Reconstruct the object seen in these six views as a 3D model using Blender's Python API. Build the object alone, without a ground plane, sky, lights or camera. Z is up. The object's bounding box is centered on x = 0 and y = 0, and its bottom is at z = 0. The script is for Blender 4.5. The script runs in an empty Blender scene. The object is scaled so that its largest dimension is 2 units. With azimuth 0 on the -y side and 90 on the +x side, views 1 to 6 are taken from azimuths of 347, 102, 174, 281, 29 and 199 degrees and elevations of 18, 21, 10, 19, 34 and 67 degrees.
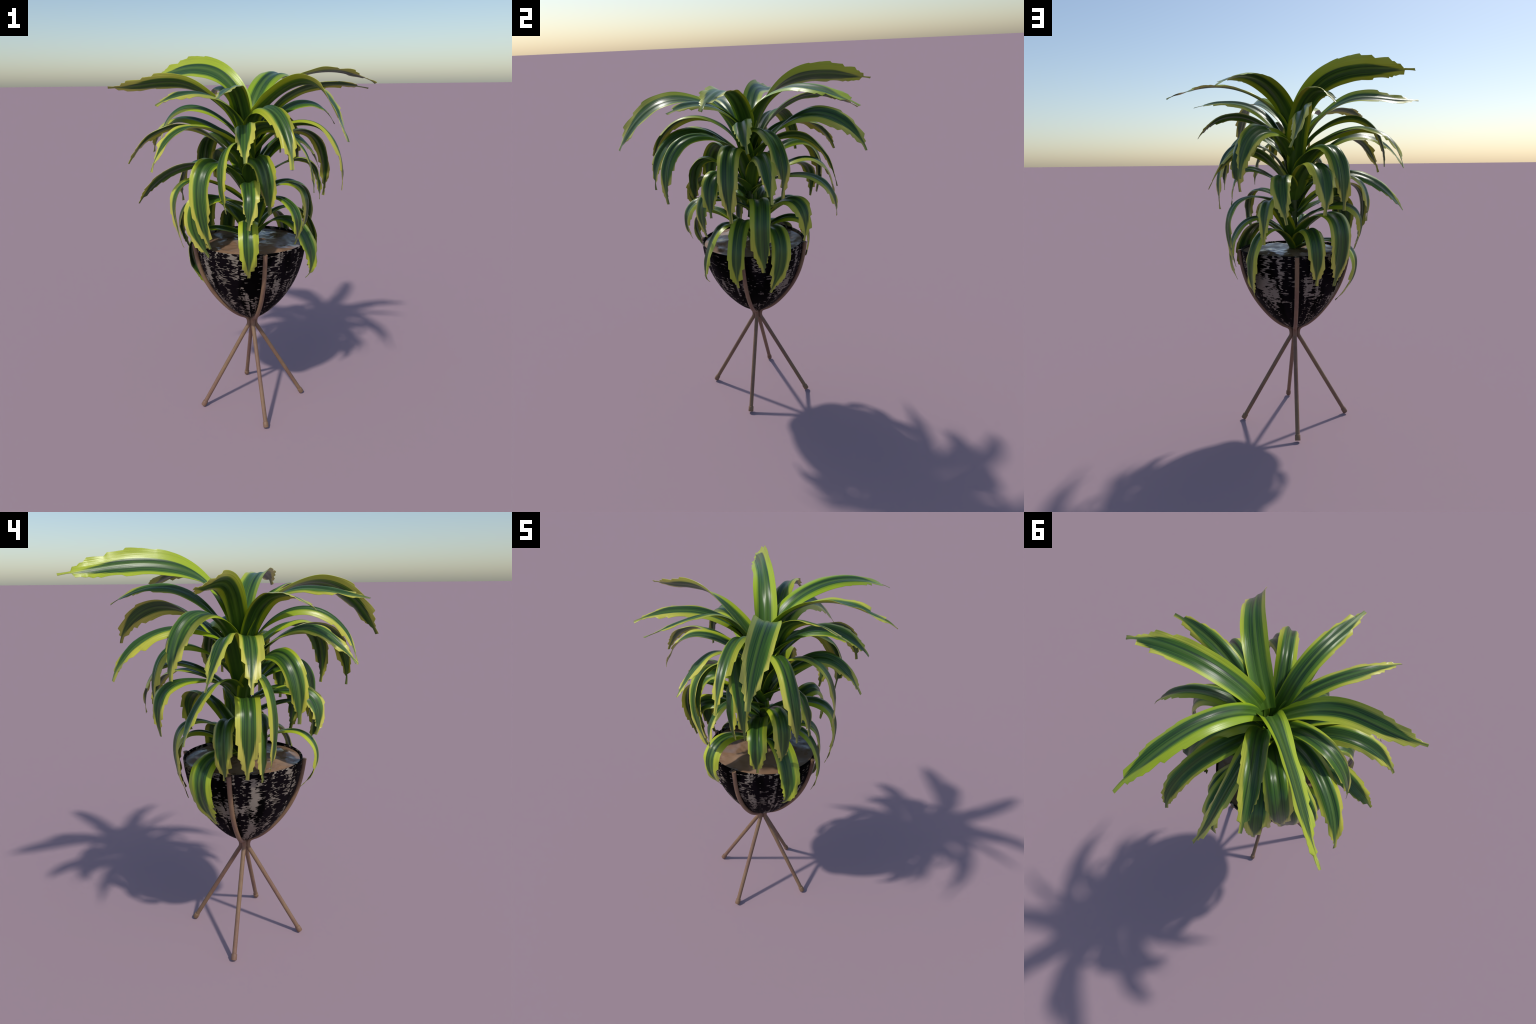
"""A variegated dragon plant in a worn black bowl on a four-legged metal rod stand.

Every leaf blade is a flat, notched strip that is bent along its own arching
spine (flat shape = rest shape, bent shape = shape key), so that the stripes of
the leaf can be painted by nodes on the flat blade's Generated coordinates.
"""
import bpy, math, random
from collections import namedtuple
from mathutils import Vector, noise

random.seed(7)
AXIS = Vector((0.010, -0.010, 0.0))      # the plant's and the pot's common upright axis

# ------------------------------------------------------------------ helpers
def lerp(a, b, t):
    return a + (b - a) * t

def smooth(a, b, x):
    t = min(1.0, max(0.0, (x - a) / (b - a)))
    return t * t * (3 - 2 * t)

def along(stops, t):
    """Smooth interpolation through (position, value) stops."""
    for (p, a), (q, b) in zip(stops, stops[1:]):
        if t <= q:
            return lerp(a, b, smooth(p, q, t)) if q > p else b
    return stops[-1][1]

def catmull(points, per):
    """Dense polyline through control points."""
    p = [Vector(q) for q in points]
    p = [2 * p[0] - p[1]] + p + [2 * p[-1] - p[-2]]
    line = []
    for i in range(1, len(p) - 2):
        for k in range(per):
            t = k / per
            line.append(0.5 * (2 * p[i] + (p[i + 1] - p[i - 1]) * t
                               + (2 * p[i - 1] - 5 * p[i] + 4 * p[i + 1] - p[i + 2]) * t * t
                               + (3 * p[i] - p[i - 1] - 3 * p[i + 1] + p[i + 2]) * t ** 3))
    line.append(p[-2])
    return line

def add(name, verts, faces, material, parent, smooth_shade=True, kind=None, location=(0, 0, 0)):
    me = bpy.data.meshes.new(name)
    me.from_pydata([tuple(v) for v in verts], [], faces)
    me.validate()
    me.shade_smooth() if smooth_shade else me.shade_flat()
    me.materials.append(material)
    ob = bpy.data.objects.new(name, me)
    ob.location = location
    bpy.context.scene.collection.objects.link(ob)
    ob.parent = parent
    if kind:
        ob["kind"] = kind
    return ob

def sharpen(ob, degrees):
    ob.data.set_sharp_from_angle(angle=math.radians(degrees))

def tube(path, radius, sides=14, cap=True):
    """Round bar along a polyline; radius is a number or a function of the position 0..1."""
    verts, faces, n = [], [], len(path)
    tangent = (path[1] - path[0]).normalized()
    side = tangent.orthogonal().normalized()
    for i, p in enumerate(path):
        t = (path[min(i + 1, n - 1)] - path[max(i - 1, 0)]).normalized()
        side = (side - t * side.dot(t)).normalized()
        up = t.cross(side)
        r = radius(i / (n - 1)) if callable(radius) else radius
        for k in range(sides):
            a = math.tau * k / sides
            verts.append(p + (side * math.cos(a) + up * math.sin(a)) * r)
    for i in range(n - 1):
        for k in range(sides):
            a, b = i * sides + k, i * sides + (k + 1) % sides
            faces.append((a, b, b + sides, a + sides))
    if cap:
        faces.append(tuple(reversed(range(sides))))
        faces.append(tuple(range((n - 1) * sides, n * sides)))
    return verts, faces

def lathe(profile, sides, wobble=None):
    """Surface of revolution about z from (radius, height) pairs."""
    verts, faces = [], []
    for r, z in profile:
        for k in range(sides):
            a = math.tau * k / sides
            q = wobble(a, r, z) if wobble else 0.0
            verts.append(((r + q) * math.cos(a), (r + q) * math.sin(a), z))
    for i in range(len(profile) - 1):
        for k in range(sides):
            a, b = i * sides + k, i * sides + (k + 1) % sides
            faces.append((a, b, b + sides, a + sides))
    return verts, faces

# ---------------------------------------------------------------- materials
class Nodes:
    """Tiny helper for wiring shader nodes."""
    def __init__(self, name):
        self.mat = bpy.data.materials.new(name)
        self.mat.use_nodes = True
        self.t = self.mat.node_tree
        self.bsdf = self.t.nodes["Principled BSDF"]

    def new(self, kind, **sets):
        n = self.t.nodes.new(kind)
        for k, v in sets.items():
            if hasattr(n, k):
                setattr(n, k, v)
            else:
                self.feed(n.inputs[k.replace("_", " ")], v)
        return n

    def feed(self, socket, v):
        if isinstance(v, bpy.types.NodeSocket):
            self.t.links.new(v, socket)
        else:
            socket.default_value = v

    def math(self, op, a, b=0.0, c=0.0, clamp=False):
        n = self.t.nodes.new("ShaderNodeMath")
        n.operation, n.use_clamp = op, clamp
        for s, v in zip(n.inputs, (a, b, c)):
            self.feed(s, v)
        return n.outputs[0]

    def step(self, x, lo, hi):
        n = self.new("ShaderNodeMapRange", interpolation_type="SMOOTHSTEP")
        for s, v in zip(n.inputs, (x, lo, hi, 0.0, 1.0)):
            self.feed(s, v)
        return n.outputs[0]

    def mix(self, f, a, b, mode="MIX"):
        n = self.new("ShaderNodeMix", data_type="RGBA", blend_type=mode)
        self.feed(n.inputs[0], f)
        for s, v in ((n.inputs[6], a), (n.inputs[7], b)):
            self.feed(s, (*v, 1) if isinstance(v, tuple) and len(v) == 3 else v)
        return n.outputs[2]

    def noise(self, vector, scale, detail=2.0, rough=0.5):
        n = self.new("ShaderNodeTexNoise", Scale=scale, Detail=detail, Roughness=rough)
        self.feed(n.inputs["Vector"], vector)
        return n.outputs["Fac"]

    def mapping(self, vector, scale=(1, 1, 1), loc=(0, 0, 0)):
        n = self.new("ShaderNodeMapping")
        self.feed(n.inputs["Vector"], vector)
        n.inputs["Scale"].default_value, n.inputs["Location"].default_value = scale, loc
        return n.outputs[0]

    def coords(self, what="Object"):
        return self.new("ShaderNodeTexCoord").outputs[what]

    def bump(self, height, strength, distance):
        n = self.new("ShaderNodeBump", Strength=strength, Distance=distance)
        self.feed(n.inputs["Height"], height)
        self.feed(self.bsdf.inputs["Normal"], n.outputs[0])

    def set(self, **kw):
        for k, v in kw.items():
            self.feed(self.bsdf.inputs[k.replace("_", " ")], (*v, 1) if isinstance(v, tuple) and len(v) == 3 else v)
        return self.mat


def leaf_material():
    """Striped blade: lime to straw margins, dark green flanks, a paler middle stripe."""
    m = Nodes("variegated_leaf")
    gen = m.coords("Generated")
    xyz = m.new("ShaderNodeSeparateXYZ", Vector=gen)
    x, y = xyz.outputs["X"], xyz.outputs["Y"]
    chance = m.new("ShaderNodeObjectInfo").outputs["Random"]
    shift = m.new("ShaderNodeCombineXYZ", X=0.0, Y=0.0, Z=m.math("MULTIPLY", chance, 40.0)).outputs[0]
    here = m.new("ShaderNodeVectorMath", operation="ADD")
    m.feed(here.inputs[0], gen), m.feed(here.inputs[1], shift)
    here = here.outputs[0]
    drift = m.math("MULTIPLY", m.math("SUBTRACT", m.noise(m.mapping(here, (1.5, 2.6, 1)), 1.0, 1.0), 0.5), 0.22)
    streak = m.noise(m.mapping(here, (26, 1.3, 1)), 1.0, 2.0)
    fine = m.noise(m.mapping(here, (70, 2.0, 1)), 1.0, 2.0)
    lean = m.new("ShaderNodeAttribute", attribute_type="OBJECT", attribute_name='["lean"]').outputs["Fac"]
    fresh = m.new("ShaderNodeAttribute", attribute_type="OBJECT", attribute_name='["lime"]').outputs["Fac"]
    mid = m.math("ABSOLUTE", m.math("ADD", m.math("MULTIPLY_ADD", x, 2.0, -1.0), m.math("MULTIPLY", drift, 0.3)))
    u = m.math("ABSOLUTE", m.math("ADD", m.math("ADD", m.math("MULTIPLY_ADD", x, 2.0, -1.0), drift), lean))
    u = m.math("ADD", u, m.math("MULTIPLY", m.math("SUBTRACT", streak, 0.5), 0.26))
    # the green middle narrows to a point short of the tip
    narrow = m.step(y, 0.70, 0.99)
    share = m.math("FRACT", m.math("MULTIPLY", chance, 53.7))
    edge = m.math("ADD", m.math("MULTIPLY_ADD", narrow, -0.58, 0.62), m.math("MULTIPLY", share, 0.20))
    edge = m.math("SUBTRACT", edge, m.math("MULTIPLY", fresh, 0.12))
    inside = m.math("SUBTRACT", 1.0, m.step(m.math("SUBTRACT", u, edge), -0.11, 0.06))
    lime = m.mix(chance, (0.27, 0.40, 0.012), (0.42, 0.50, 0.022))
    straw = m.mix(chance, (0.50, 0.48, 0.05), (0.60, 0.56, 0.10))
    margin = m.mix(m.math("MULTIPLY", m.step(y, 0.35, 0.80), m.math("MULTIPLY_ADD", fresh, -0.75, 1.0)), lime, straw)
    margin = m.mix(m.math("MULTIPLY", m.step(fine, 0.45, 0.75), 0.45), margin, (0.20, 0.30, 0.025))
    dark = m.mix(m.step(streak, 0.35, 0.65), (0.018, 0.050, 0.014), (0.050, 0.125, 0.018))
    pale = m.mix(m.step(fine, 0.35, 0.7), (0.10, 0.19, 0.025), (0.17, 0.26, 0.05))
    middle = m.math("SUBTRACT", 1.0, m.step(mid, 0.02, 0.16))
    second = m.math("MULTIPLY", m.step(u, 0.38, 0.56), 0.6)
    green = m.mix(m.math("MULTIPLY", middle, m.math("MULTIPLY_ADD", m.math("FRACT", m.math("MULTIPLY", chance, 91.1)), 0.55, 0.12)), dark, pale)
    green = m.mix(second, green, (0.10, 0.22, 0.02))
    green = m.mix(m.math("SUBTRACT", 0.55, m.math("MULTIPLY", m.step(y, 0.0, 0.45), 0.55)), green, (0.12, 0.24, 0.02))
    colour = m.mix(inside, margin, green)
    colour = m.mix(m.math("MULTIPLY", m.step(y, 0.88, 1.0), 0.4), colour, (0.26, 0.28, 0.07))
    m.bump(m.math("ADD", m.math("MULTIPLY", fine, 0.6), streak), 0.22, 0.004)
    return m.set(Base_Color=colour, Roughness=m.math("MULTIPLY_ADD", fine, 0.16, 0.23), IOR=1.45)


def bowl_material():
    """Black glaze worn through to a warm grey in streaks along and across the bowl."""
    m = Nodes("worn_black_glaze")
    xyz = m.new("ShaderNodeSeparateXYZ", Vector=m.coords())
    turn = m.math("ARCTAN2", xyz.outputs["Y"], xyz.outputs["X"])
    around = m.new("ShaderNodeCombineXYZ", X=m.math("COSINE", turn), Y=m.math("SINE", turn), Z=xyz.outputs["Z"]).outputs[0]
    # ragged sideways tears: shift the look-up around the bowl by noise that changes fast with height
    tear = m.math("SUBTRACT", m.noise(m.mapping(around, (2.2, 2.2, 75.0)), 1.0, 2.5, 0.62), 0.5)
    torn = m.new("ShaderNodeVectorMath", operation="ADD")
    m.feed(torn.inputs[0], around)
    m.feed(torn.inputs[1], m.new("ShaderNodeCombineXYZ", X=m.math("MULTIPLY", tear, 0.38), Y=m.math("MULTIPLY", tear, -0.38), Z=0.0).outputs[0])
    torn = torn.outputs[0]
    patch = m.noise(m.mapping(torn, (1.7, 1.7, 6.5)), 1.25, 1.5)
    runs = m.noise(m.mapping(torn, (12.0, 12.0, 2.8)), 1.0, 1.0, 0.5)
    ticks = m.noise(m.mapping(around, (7.0, 7.0, 100.0)), 1.0, 1.5, 0.5)
    level = m.math("ADD", m.math("ADD", m.math("MULTIPLY", patch, 1.0), m.math("MULTIPLY", ticks, 0.30)),
                   m.math("MULTIPLY", m.math("SUBTRACT", runs, 0.5), 1.05))
    side = m.math("ADD", m.math("MULTIPLY", m.math("COSINE", turn), -0.034), m.math("MULTIPLY", m.math("SINE", turn), -0.010))
    worn = m.step(m.math("ADD", level, side), 0.772, 0.782)
    scratch = m.math("MULTIPLY", m.step(ticks, 0.675, 0.69), m.step(m.noise(torn, 3.1, 1.0), 0.38, 0.50))
    worn = m.math("MAXIMUM", worn, scratch)
    grime = m.noise(m.coords(), 14.0, 3.0)
    grey = m.mix(grime, (0.190, 0.163, 0.132), (0.27, 0.235, 0.196))
    black = m.mix(m.step(m.noise(around, 2.3, 1.0), 0.45, 0.55), (0.0005, 0.0005, 0.0005), (0.005, 0.0035, 0.005))
    return m.set(Base_Color=m.mix(worn, black, grey), Roughness=m.math("MULTIPLY_ADD", worn, 0.2, 0.6), Specular_IOR_Level=0.03)


def soil_material():
    m = Nodes("wet_soil")
    p = m.coords()
    clod = m.noise(m.mapping(p, (1, 1, 2)), 9.0, 2.0, 0.5)
    colour = m.mix(m.step(clod, 0.35, 0.68), (0.270, 0.160, 0.098), (0.335, 0.210, 0.135))
    m.bump(m.noise(p, 15.0, 1.5), 0.12, 0.02)
    return m.set(Base_Color=colour, Roughness=m.math("MULTIPLY_ADD", m.step(clod, 0.4, 0.6), 0.22, 0.20), Specular_IOR_Level=0.6)


def rod_material():
    m = Nodes("brown_metal_rod")
    p = m.coords()
    tone = m.noise(p, 30.0, 4.0, 0.6)
    colour = m.mix(tone, (0.170, 0.092, 0.060), (0.255, 0.150, 0.102))
    olive = m.mix(tone, (0.190, 0.114, 0.062), (0.275, 0.170, 0.100))
    colour = m.mix(m.step(m.noise(p, 5.0, 1.0), 0.4, 0.6), colour, olive)
    m.bump(m.noise(p, 160.0, 3.0), 0.15, 0.003)
    return m.set(Base_Color=colour, Roughness=0.5, Metallic=0.0, Specular_IOR_Level=0.4)


def stem_material():
    m = Nodes("green_stem")
    p = m.coords()
    c = m.mix(m.noise(m.mapping(p, (20, 20, 90)), 1.0, 2.0), (0.045, 0.085, 0.022), (0.15, 0.19, 0.045))
    return m.set(Base_Color=c, Roughness=0.5)

LEAF, BOWL, SOIL, ROD, STEM = leaf_material(), bowl_material(), soil_material(), rod_material(), stem_material()

# --------------------------------------------------------------------- root
plant = bpy.data.objects.new("potted_plant", None)
plant.empty_display_size = 0.2
bpy.context.scene.collection.objects.link(plant)
plant["label"] = "striped green and yellow leafy plant in a worn black bowl on a tall rod stand"
plant["category"] = "potted plant"

# --------------------------------------------------------------------- bowl
OUTER = [(0.0, 0.556), (0.034, 0.562), (0.067, 0.580), (0.104, 0.606), (0.140, 0.640), (0.180, 0.687), (0.217, 0.740),
         (0.248, 0.797), (0.272, 0.856), (0.289, 0.916), (0.299, 0.970), (0.3035, 1.018)]
outer = [(q.x, q.y) for q in catmull([(r, z, 0) for r, z in OUTER], 6)]
lip = [(0.3030, 1.0225), (0.3000, 1.0245), (0.2960, 1.0225)]
inner = [(r - 0.009, z) for r, z in reversed(outer) if z > 0.955]
profile = [(max(r, 0.0004), z) for r, z in outer] + lip + inner
v, f = lathe(profile, 160, lambda a, r, z: 0.0016 * noise.noise((math.cos(a) * 2, math.sin(a) * 2, z * 9)) * min(1, r * 8))
add("bowl", v, f, BOWL, plant, location=AXIS)

# --------------------------------------------------------------------- soil
def soil_height(x, y):
    r = math.hypot(x, y)
    clods = 0.010 * noise.noise((x * 8, y * 8, 3.1)) + 0.006 * noise.noise((x * 19, y * 19, 7.7)) + 0.0022 * noise.noise((x * 45, y * 45, 1.3))
    return 1.011 + 0.014 * smooth(0.30, 0.12, r) + clods * smooth(0.294, 0.25, r)

rings, spokes = 60, 120
v, f = [(0, 0, soil_height(0, 0))], []
for i in range(1, rings + 1):
    for k in range(spokes):
        a, r = math.tau * k / spokes, 0.2940 * i / rings
        v.append((r * math.cos(a), r * math.sin(a), soil_height(r * math.cos(a), r * math.sin(a))))
for k in range(spokes):
    f.append((0, 1 + k, 1 + (k + 1) % spokes))
    for i in range(rings - 1):
        a, b = 1 + i * spokes + k, 1 + i * spokes + (k + 1) % spokes
        f.append((a, a + spokes, b + spokes, b))
v += [(0.292 * math.cos(math.tau * k / spokes), 0.292 * math.sin(math.tau * k / spokes), 0.965) for k in range(spokes)]
rim = 1 + (rings - 1) * spokes
for k in range(spokes):
    a, b = rim + k, rim + (k + 1) % spokes
    f.append((a, a + spokes, b + spokes, b))
add("soil", v, f, SOIL, plant, location=AXIS)

# -------------------------------------------------------------------- stand
hub_path = [Vector((0, 0, z)) for z in (0.500, 0.508, 0.520, 0.533, 0.546, 0.552)]
v, f = tube(hub_path, lambda t: along([(0, 0.009), (0.3, 0.017), (0.7, 0.017), (1, 0.010)], t), 20)
stand = add("stand", v, f, ROD, plant, location=AXIS)
Rod = namedtuple("Rod", "arm_end foot_end")
RODS = [Rod((0.0116, -0.3230), (0.0120, -0.3180)), Rod((0.3220, -0.0050), (0.3190, -0.0120)),
        Rod((0.0388, 0.3050), (0.0390, 0.2970)), Rod((-0.3080, -0.0100), (-0.2960, -0.0090))]
THICK = 0.0118
for rod in RODS:
    top, foot = Vector((*rod.arm_end, 0)) - AXIS, Vector((*rod.foot_end, 0)) - AXIS
    reach, d, e = top.length, top.normalized(), foot.normalized()
    stretch = reach / 0.3115
    arm = [d * ((r + 0.0045) * stretch) + Vector((0, 0, z - 0.004)) for r, z in reversed(OUTER[2:])]
    arm[0] = d * reach + Vector((0, 0, 1.022))
    neck = [d * 0.042 + Vector((0, 0, 0.562)), d * 0.026 + Vector((0, 0, 0.549)), (d + e) * 0.0098 + Vector((0, 0, 0.528)),
            e * 0.021 + Vector((0, 0, 0.508)), e * 0.031 + Vector((0, 0, 0.489))]
    knee = e * 0.045 + Vector((0, 0, 0.466))
    end = foot + Vector((0, 0, 0.008))
    shin = [knee.lerp(end, t) for t in (0, 0.33, 0.66, 1)]
    path = catmull(arm + neck + shin, 8)
    v, f = tube(path, THICK, 16)
    leg = add("leg", v, f, ROD, stand)
    sharpen(leg, 50)
    axis = (end - knee).normalized()
    cap = [end - axis * 0.030, end - axis * 0.0295, end - axis * 0.027, end - axis * 0.002, end + axis * 0.001]
    widths = [THICK, 0.0140, 0.0150, 0.0152, 0.0140]
    v, f = tube([cap[0].lerp(cap[-1], t) for t in (0, 0.03, 0.12, 0.92, 1)], lambda t: widths[round(t * 4)], 18)
    sharpen(add("foot", v, f, ROD, leg), 40)

# --------------------------------------------------------------------- stem
stem_path = [Vector((0.004 * math.sin(z * 9), 0.004 * math.cos(z * 7), z)) for z in [0.975 + 0.0065 * i for i in range(100)]]
def stem_radius(t):
    z = 0.975 + 0.644 * t
    scar = abs(math.sin(z * 60))
    return along([(0, 0.0175), (0.1, 0.0150), (0.75, 0.0150), (1, 0.006)], t) * (0.93 + 0.12 * scar)
v, f = tube(stem_path, stem_radius, 18)
stem = add("stem", v, f, STEM, plant, location=AXIS)

# ------------------------------------------------------------------- leaves
# Each blade lives near one upright plane through the stem.  heading: compass of that plane
# (0 = -y, 90 = +x); root: height on the stem; rise, bow, droop, tip: (reach, height) of the spine's
# control points; sway: sideways shift of the middle three; roll: how far the blade leans over;
# lime: 1 = broad fresh lime margins, 0 = straw ones; lean: sideways shift of the green middle.
# form: cross-section (gutter = raised edges, crest = two humps with a groove, soft = nearly flat).
class Blade:
    def __init__(self, tag, heading, roll, width, form, root, rise, bow, droop, tip, sway, lime=0.0, lean=None):
        self.tag, self.heading, self.roll, self.width, self.form = tag, math.radians(heading), math.radians(roll), width, form
        self.lime, self.lean = lime, lean
        self.reach = [0.015, rise[0], bow[0], droop[0], tip[0]]
        self.height = [root, rise[1], bow[1], droop[1], tip[1]]
        self.sway = [0.0, *sway, 0.0]

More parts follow.
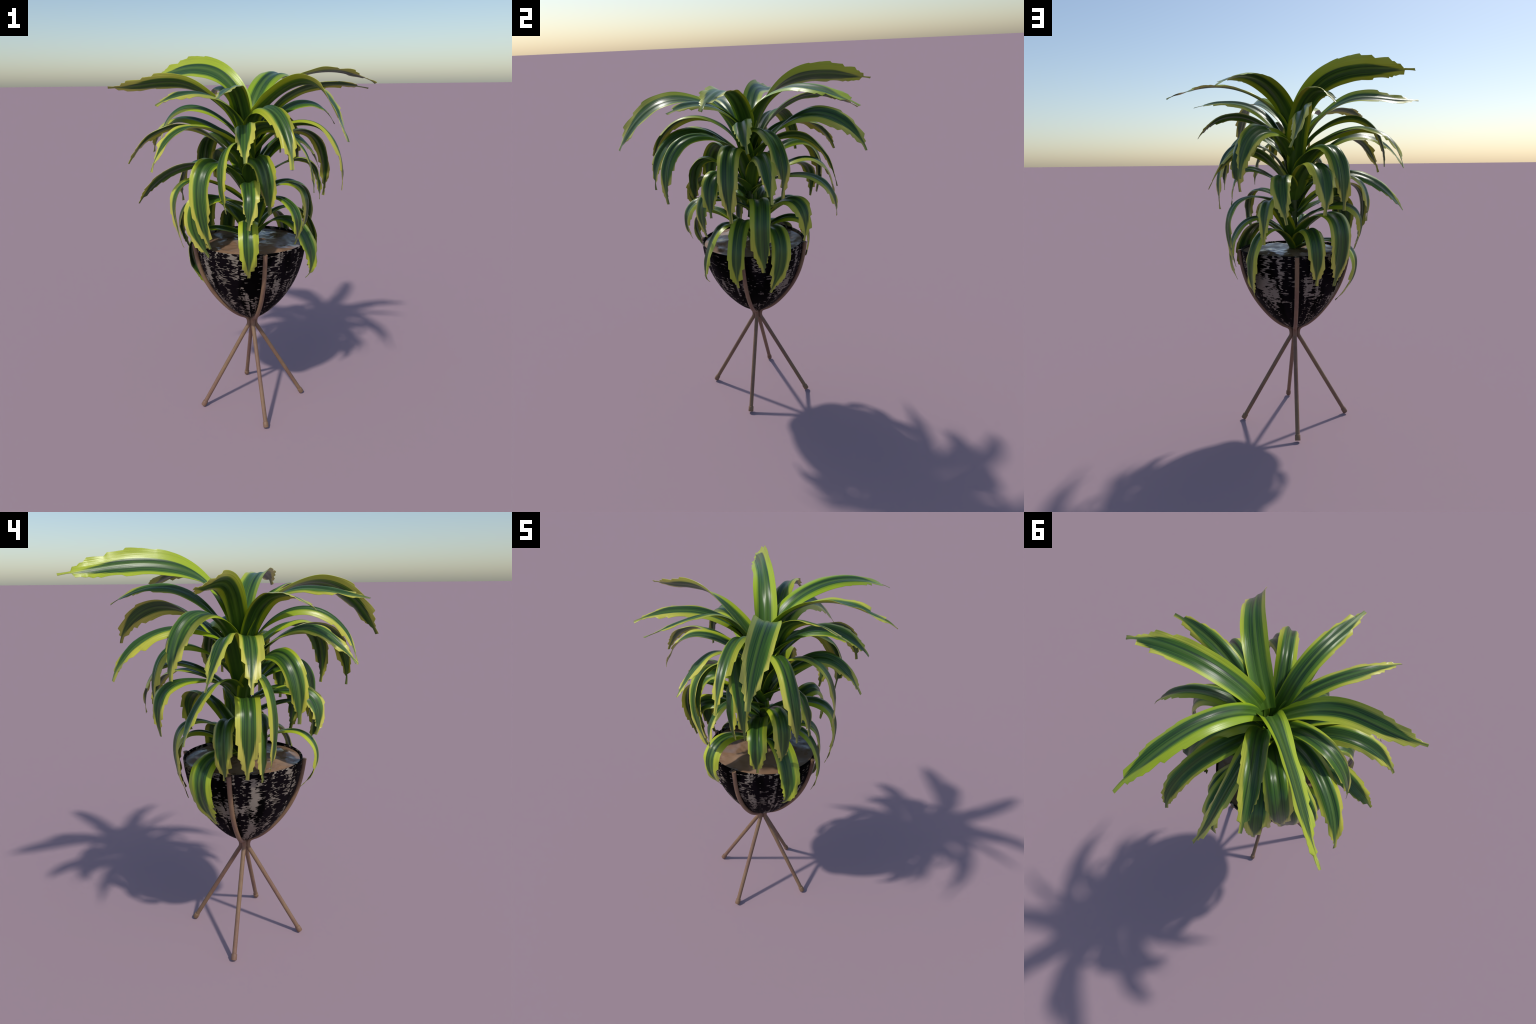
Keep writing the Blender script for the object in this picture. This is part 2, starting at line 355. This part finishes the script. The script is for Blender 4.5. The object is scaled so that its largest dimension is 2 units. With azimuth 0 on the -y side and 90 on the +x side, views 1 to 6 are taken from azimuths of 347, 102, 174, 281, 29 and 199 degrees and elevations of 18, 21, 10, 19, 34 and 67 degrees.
BLADES = [
    Blade("L05", heading=24.1, roll=30, width=.122, form="gutter",
      root=1.665, rise=(.241, 1.903), bow=(.443, 1.927), droop=(.603, 1.805), tip=(.699, 1.606),
      sway=(.057, .062, .004)),
    Blade("L02", heading=-90.9, roll=-40, width=.105, form="gutter",
      root=1.595, rise=(.228, 1.862), bow=(.354, 1.912), droop=(.470, 1.837), tip=(.702, 1.837),
      sway=(.026, .038, -.006), lime=.2),
    Blade("L03", heading=-146.2, roll=54, width=.125, form="gutter",
      root=1.589, rise=(.047, 1.869), bow=(.245, 1.996), droop=(.492, 1.954), tip=(.794, 1.891),
      sway=(-.033, .008, -.009), lime=1.0, lean=-.12),
    Blade("L04", heading=146.2, roll=-10, width=.125, form="soft",
      root=1.589, rise=(.043, 1.798), bow=(.212, 1.937), droop=(.448, 1.967), tip=(.754, 1.826),
      sway=(.028, -.023, -.029), lime=1.0, lean=.1),
    Blade("L01", heading=86.6, roll=8, width=.115, form="gutter",
      root=1.569, rise=(.012, 1.758), bow=(.195, 1.924), droop=(.426, 1.978), tip=(.685, 1.844),
      sway=(.005, .013, -.008), lime=.3),
    Blade("L11", heading=102.8, roll=-20, width=.095, form="soft",
      root=1.534, rise=(.123, 1.721), bow=(.279, 1.802), droop=(.431, 1.778), tip=(.531, 1.628),
      sway=(-.017, -.039, -.025), lime=.4),
    Blade("L12", heading=-113.6, roll=20, width=.095, form="soft",
      root=1.513, rise=(.140, 1.747), bow=(.340, 1.817), droop=(.494, 1.729), tip=(.498, 1.474),
      sway=(.040, .030, .020)),
    Blade("L06", heading=-24.3, roll=-16, width=.095, form="soft",
      root=1.494, rise=(.130, 1.787), bow=(.239, 1.890), droop=(.392, 1.835), tip=(.644, 1.792),
      sway=(-.019, -.014, -.017)),
    Blade("L45", heading=148.4, roll=48, width=.095, form="soft",
      root=1.494, rise=(.198, 1.686), bow=(.403, 1.730), droop=(.570, 1.641), tip=(.609, 1.429),
      sway=(.020, .007, -.006)),
    Blade("L16", heading=46.9, roll=18, width=.095, form="crest",
      root=1.476, rise=(.198, 1.708), bow=(.404, 1.745), droop=(.545, 1.617), tip=(.523, 1.341),
      sway=(-.007, -.034, -.026)),
    Blade("L13", heading=-133.1, roll=8, width=.105, form="crest",
      root=1.476, rise=(.176, 1.678), bow=(.389, 1.738), droop=(.585, 1.668), tip=(.653, 1.472),
      sway=(.081, .082, .045)),
    Blade("L15", heading=-73.8, roll=4, width=.095, form="gutter",
      root=1.473, rise=(.191, 1.661), bow=(.360, 1.715), droop=(.498, 1.635), tip=(.549, 1.441),
      sway=(.005, .018, .019)),
    Blade("L21", heading=6.6, roll=-18, width=.095, form="crest",
      root=1.460, rise=(.072, 1.725), bow=(.278, 1.827), droop=(.491, 1.755), tip=(.556, 1.484),
      sway=(-.060, -.027, .009)),
    Blade("L22", heading=-15.1, roll=-18, width=.095, form="soft",
      root=1.457, rise=(.208, 1.651), bow=(.329, 1.734), droop=(.417, 1.676), tip=(.568, 1.520),
      sway=(-.025, -.012, -.005)),
    Blade("L09", heading=-170.2, roll=20, width=.105, form="soft",
      root=1.456, rise=(.067, 1.716), bow=(.203, 1.873), droop=(.402, 1.905), tip=(.607, 1.762),
      sway=(-.041, .001, .018)),
    Blade("L07", heading=-52.2, roll=16, width=.095, form="soft",
      root=1.434, rise=(.049, 1.702), bow=(.189, 1.829), droop=(.421, 1.856), tip=(.634, 1.760),
      sway=(.015, -.007, -.013)),
    Blade("L10", heading=171.0, roll=-42, width=.115, form="soft",
      root=1.426, rise=(.157, 1.759), bow=(.376, 1.868), droop=(.595, 1.703), tip=(.665, 1.565),
      sway=(.034, .053, .058)),
    Blade("L08", heading=65.7, roll=22, width=.095, form="soft",
      root=1.412, rise=(.026, 1.629), bow=(.116, 1.805), droop=(.301, 1.897), tip=(.600, 1.820),
      sway=(.058, -.011, -.024)),
    Blade("L19", heading=20.4, roll=42, width=.095, form="soft",
      root=1.385, rise=(.077, 1.666), bow=(.314, 1.751), droop=(.548, 1.658), tip=(.531, 1.366),
      sway=(-.164, -.102, -.009)),
    Blade("L46", heading=-150.7, roll=0, width=.125, form="crest",
      root=1.382, rise=(.159, 1.614), bow=(.357, 1.663), droop=(.461, 1.547), tip=(.414, 1.260),
      sway=(-.011, -.003, -.028)),
    Blade("L20", heading=128.1, roll=20, width=.125, form="crest",
      root=1.376, rise=(.005, 1.738), bow=(.232, 1.778), droop=(.473, 1.627), tip=(.390, 1.357),
      sway=(-.031, .023, .010)),
    Blade("L24", heading=-132.4, roll=10, width=.095, form="soft",
      root=1.368, rise=(.258, 1.466), bow=(.424, 1.479), droop=(.491, 1.391), tip=(.453, 1.201),
      sway=(-.008, -.013, -.009)),
    Blade("L14", heading=-90.5, roll=-24, width=.095, form="soft",
      root=1.356, rise=(.164, 1.625), bow=(.324, 1.728), droop=(.534, 1.665), tip=(.630, 1.465),
      sway=(-.018, .025, .034), lime=.3),
    Blade("L17", heading=88.3, roll=18, width=.105, form="soft",
      root=1.349, rise=(.064, 1.630), bow=(.304, 1.707), droop=(.464, 1.609), tip=(.412, 1.251),
      sway=(-.022, -.027, -.006)),
    Blade("L40", heading=-32.1, roll=-42, width=.095, form="soft",
      root=1.340, rise=(.104, 1.591), bow=(.291, 1.640), droop=(.422, 1.524), tip=(.361, 1.246),
      sway=(.013, -.030, -.048)),
    Blade("L26", heading=68.1, roll=22, width=.095, form="soft",
      root=1.331, rise=(.186, 1.486), bow=(.314, 1.535), droop=(.379, 1.458), tip=(.373, 1.257),
      sway=(-.017, -.024, -.017), lime=.4),
    Blade("L25", heading=168.3, roll=-2, width=.095, form="soft",
      root=1.324, rise=(.234, 1.468), bow=(.418, 1.493), droop=(.531, 1.402), tip=(.515, 1.210),
      sway=(-.027, -.048, -.041)),
    Blade("L18", heading=114.6, roll=-27, width=.095, form="crest",
      root=1.321, rise=(.135, 1.557), bow=(.279, 1.647), droop=(.418, 1.580), tip=(.516, 1.370),
      sway=(.008, .005, .015)),
    Blade("L41", heading=3.6, roll=-30, width=.095, form="crest",
      root=1.305, rise=(.151, 1.523), bow=(.297, 1.579), droop=(.379, 1.474), tip=(.326, 1.234),
      sway=(-.058, -.048, -.013)),
    Blade("L47", heading=-169.7, roll=2, width=.125, form="soft",
      root=1.302, rise=(.193, 1.525), bow=(.367, 1.574), droop=(.493, 1.466), tip=(.477, 1.248),
      sway=(-.016, .011, .021)),
    Blade("L23", heading=-101.2, roll=-32, width=.095, form="soft",
      root=1.299, rise=(.145, 1.475), bow=(.321, 1.499), droop=(.499, 1.412), tip=(.603, 1.236),
      sway=(.026, .020, -.010)),
    Blade("L31", heading=-14.7, roll=-28, width=.095, form="soft",
      root=1.284, rise=(.192, 1.416), bow=(.352, 1.428), droop=(.437, 1.341), tip=(.388, 1.174),
      sway=(-.009, .007, .024)),
    Blade("L27", heading=47.1, roll=8, width=.095, form="soft",
      root=1.251, rise=(.188, 1.393), bow=(.329, 1.401), droop=(.381, 1.300), tip=(.310, 1.107),
      sway=(.009, -.013, .000)),
    Blade("L36", heading=-54.8, roll=40, width=.095, form="soft",
      root=1.251, rise=(.160, 1.554), bow=(.358, 1.568), droop=(.459, 1.369), tip=(.316, 1.037),
      sway=(-.052, -.030, -.001)),
    Blade("L29", heading=110.9, roll=-8, width=.105, form="soft",
      root=1.237, rise=(.249, 1.385), bow=(.410, 1.362), droop=(.447, 1.208), tip=(.360, .949),
      sway=(.029, -.001, -.040), lime=.4),
    Blade("L30", heading=-75.6, roll=-6, width=.105, form="gutter",
      root=1.227, rise=(.252, 1.437), bow=(.443, 1.454), droop=(.508, 1.305), tip=(.398, 1.034),
      sway=(.014, .007, .012)),
    Blade("L37", heading=25.2, roll=16, width=.095, form="soft",
      root=1.210, rise=(.217, 1.348), bow=(.366, 1.333), droop=(.431, 1.212), tip=(.357, 1.071),
      sway=(-.016, -.012, .012), lime=.4),
    Blade("L35", heading=-60.5, roll=46, width=.095, form="soft",
      root=1.202, rise=(.260, 1.346), bow=(.409, 1.342), droop=(.428, 1.205), tip=(.300, .981),
      sway=(.011, -.016, -.041)),
    Blade("L34", heading=-92.6, roll=-20, width=.105, form="crest",
      root=1.148, rise=(.193, 1.311), bow=(.361, 1.312), droop=(.437, 1.197), tip=(.340, 1.006),
      sway=(-.023, -.009, .012)),
    Blade("L32", heading=-143.4, roll=-10, width=.125, form="soft",
      root=1.077, rise=(.188, 1.297), bow=(.367, 1.307), droop=(.423, 1.150), tip=(.301, .848),
      sway=(.014, .004, -.004)),
    Blade("L28", heading=149.1, roll=-20, width=.105, form="soft",
      root=1.073, rise=(.203, 1.332), bow=(.341, 1.399), droop=(.434, 1.288), tip=(.390, 1.093),
      sway=(-.021, -.010, .020), lime=.7),
    Blade("L44", heading=86.0, roll=18, width=.095, form="soft",
      root=1.044, rise=(.154, 1.299), bow=(.321, 1.251), droop=(.429, 1.038), tip=(.326, .846),
      sway=(.004, .017, .010), lime=.7),
    Blade("L33", heading=-15.8, roll=10, width=.095, form="soft",
      root=1.033, rise=(.237, 1.275), bow=(.413, 1.235), droop=(.472, 1.047), tip=(.316, .905),
      sway=(.002, -.005, .025), lime=.9),
    Blade("L43", heading=49.2, roll=-18, width=.105, form="soft",
      root=1.029, rise=(.192, 1.288), bow=(.320, 1.170), droop=(.419, .926), tip=(.330, .846),
      sway=(.000, .030, .047), lime=.9, lean=.12),
    Blade("L42", heading=-110.9, roll=-4, width=.125, form="soft",
      root=1.026, rise=(.253, 1.148), bow=(.399, 1.076), droop=(.412, .894), tip=(.238, .733),
      sway=(-.029, -.032, -.016), lime=.9),
    Blade("L38", heading=120.4, roll=-4, width=.105, form="soft",
      root=1.018, rise=(.171, 1.236), bow=(.330, 1.199), droop=(.399, 1.001), tip=(.276, .786),
      sway=(.068, .076, .076), lime=.6),
    Blade("L39", heading=-164.9, roll=-10, width=.095, form="crest",
      root=1.016, rise=(.164, 1.205), bow=(.315, 1.206), droop=(.386, 1.069), tip=(.296, .862),
      sway=(-.003, -.012, -.021)),]

OUTLINE = [(0.0, 0.56), (0.10, 0.74), (0.22, 0.90), (0.45, 1.0), (0.72, 0.97), (0.82, 0.78), (0.90, 0.50), (0.95, 0.24), (0.968, 0.14), (1.0, 0.13)]
COLUMNS = 18

def bezier(c, t):
    k = (1, 4, 6, 4, 1)
    return sum((c[i] * (k[i] * t ** i * (1 - t) ** (4 - i)) for i in range(5)), Vector((0, 0, 0)))

def notched_edge(rng):
    """One side of the blade: smooth to about two thirds, then stepped in towards the tip.
    Every step keeps (or slightly flares) its width, then drops inwards in a short slanted notch."""
    steps, t = [], rng.uniform(0.54, 0.72)
    while t < 0.955:
        steps.append(t)
        t += rng.uniform(0.040, 0.120) if t < 0.82 else rng.uniform(0.022, 0.055)
    ends = steps[1:] + [1.0]
    widths = [along(OUTLINE, min(0.985, s + rng.uniform(0.45, 0.75) * (e - s))) * rng.uniform(0.94, 1.05) for s, e in zip(steps, ends)]
    widths[-1] = OUTLINE[-1][1] * rng.uniform(0.8, 1.7)
    slant = [rng.uniform(0.004, 0.022) for _ in steps]
    first = 1.0 + rng.uniform(0.0, 0.05)
    def half(t):
        if t <= steps[0]:
            return along(OUTLINE, t) if t < 0.5 else lerp(along(OUTLINE, 0.5), first, (t - 0.5) / max(0.01, steps[0] - 0.5))
        before = first
        for s, e, w, d in zip(steps, ends, widths, slant):
            d = min(d, 0.6 * (e - s))
            if t <= s + d:
                return lerp(before, w, (t - s) / d)
            before = w * 1.03 if w > 0.3 else w
            if t <= e:
                return lerp(w, before, (t - s - d) / (e - s - d))
        return widths[-1]
    rows = [q for s, e, d in zip(steps, ends, slant) for q in (s, s + min(d, 0.6 * (e - s)))]
    return half, rows

def section(form, x, t):
    """Height of the blade's surface across it, in half-widths."""
    clasp = 0.42 * smooth(0.45, 0.0, t)
    ridge = math.exp(-(x / 0.16) ** 2)
    hump = 0.5 - 0.5 * math.cos(math.tau * abs(x))
    fade = smooth(1.0, 0.80, t)
    if form == "gutter":
        return clasp * x * x + fade * (0.24 * (x * x - 0.50) + 0.07 * ridge - 0.03)
    if form == "crest":
        return clasp * x * x + fade * smooth(0.1, 0.4, t) * (0.22 * hump - 0.16 * x * x - 0.07)
    return clasp * x * x + fade * (0.13 * hump - 0.13 - 0.05 * (x * x - 0.45) * smooth(0.1, 0.5, t))

def make_leaf(b, n):
    rng = random.Random(n * 97 + 13)
    out = Vector((math.sin(b.heading), -math.cos(b.heading), 0))
    left = Vector((-out.y, out.x, 0))
    c = [out * r + left * s + Vector((0, 0, z)) for r, s, z in zip(b.reach, b.sway, b.height)]
    # equal steps of length along the spine
    dense = [bezier(c, i / 300) for i in range(301)]
    run = [0.0]
    for p, q in zip(dense, dense[1:]):
        run.append(run[-1] + (q - p).length)
    total = run[-1]
    (lh, lrows), (rh, rrows) = notched_edge(rng), notched_edge(rng)
    rows = sorted({round(q, 4) for q in [i / 64 for i in range(65)] + lrows + rrows})
    wave, wavy = rng.uniform(0, 6), rng.uniform(0.03, 0.09)
    flat, bent, j = [], [], 0
    layers = {1: [], -1: []}
    for t in rows:
        target = t * total
        while j < 299 and run[j + 1] < target:
            j += 1
        u = (j + (target - run[j]) / (run[j + 1] - run[j])) / 300
        p = bezier(c, u)
        tan = (bezier(c, min(1, u + 0.004)) - bezier(c, max(0, u - 0.004))).normalized()
        side = (left - tan * left.dot(tan)).normalized()
        up = tan.cross(side)
        turn = b.roll * smooth(0.08, 0.62, u)
        side, up = side * math.cos(turn) - up * math.sin(turn), up * math.cos(turn) + side * math.sin(turn)
        hw = b.width * 0.52
        thick = lerp(0.0016, 0.0008, t)
        for layer in (1, -1):
            ring = []
            for k in range(COLUMNS + 1):
                s = 2 * k / COLUMNS - 1
                x = s * (lh(t) if s > 0 else rh(t))
                ripple = wavy * smooth(0.35, 0.8, t) * abs(s) ** 3 * math.sin(t * 34 + wave + (2.1 if s > 0 else 0))
                h = section(b.form, x, t) + ripple
                taper = thick if 0 < k < COLUMNS else thick * 0.45
                ring.append(len(flat))
                flat.append((x, t, layer * 0.01))
                bent.append(p + side * (x * hw) + up * (h * hw + layer * taper))
            layers[layer].append(ring)
    faces, sharp = [], set()
    for i in range(len(rows) - 1):
        a, d = layers[1], layers[-1]
        for k in range(COLUMNS):
            faces.append((a[i][k + 1], a[i][k], a[i + 1][k], a[i + 1][k + 1]))
            faces.append((d[i][k], d[i][k + 1], d[i + 1][k + 1], d[i + 1][k]))
        for k, flip in ((0, False), (COLUMNS, True)):
            q = (a[i][k], d[i][k], d[i + 1][k], a[i + 1][k])
            faces.append(q[::-1] if flip else q)
    for k in range(COLUMNS):
        for i, flip in ((0, False), (len(rows) - 1, True)):
            q = (layers[1][i][k], layers[1][i][k + 1], layers[-1][i][k + 1], layers[-1][i][k])
            faces.append(q[::-1] if flip else q)
    for layer in (1, -1):
        r = layers[layer]
        for i in range(len(rows) - 1):
            for k in (0, COLUMNS):
                sharp.add(frozenset((r[i][k], r[i + 1][k])))
        for k in range(COLUMNS):
            for i in (0, len(rows) - 1):
                sharp.add(frozenset((r[i][k], r[i][k + 1])))
    leaf = add("leaf", flat, faces, LEAF, stem)
    leaf["lime"] = b.lime
    leaf["lean"] = b.lean if b.lean is not None else rng.uniform(-0.17, 0.17)
    me = leaf.data
    for e in me.edges:
        e.use_edge_sharp = frozenset(e.vertices) in sharp
    me.use_auto_texspace = False
    me.texspace_location, me.texspace_size = (0, 0.5, 0), (1, 0.5, 0.02)
    leaf.shape_key_add(name="flat", from_mix=False)
    shape = leaf.shape_key_add(name="bent", from_mix=False)
    shape.data.foreach_set("co", [q for v in bent for q in v])
    shape.value = 1.0
    return leaf

for n, blade in enumerate(BLADES):
    make_leaf(blade, n)
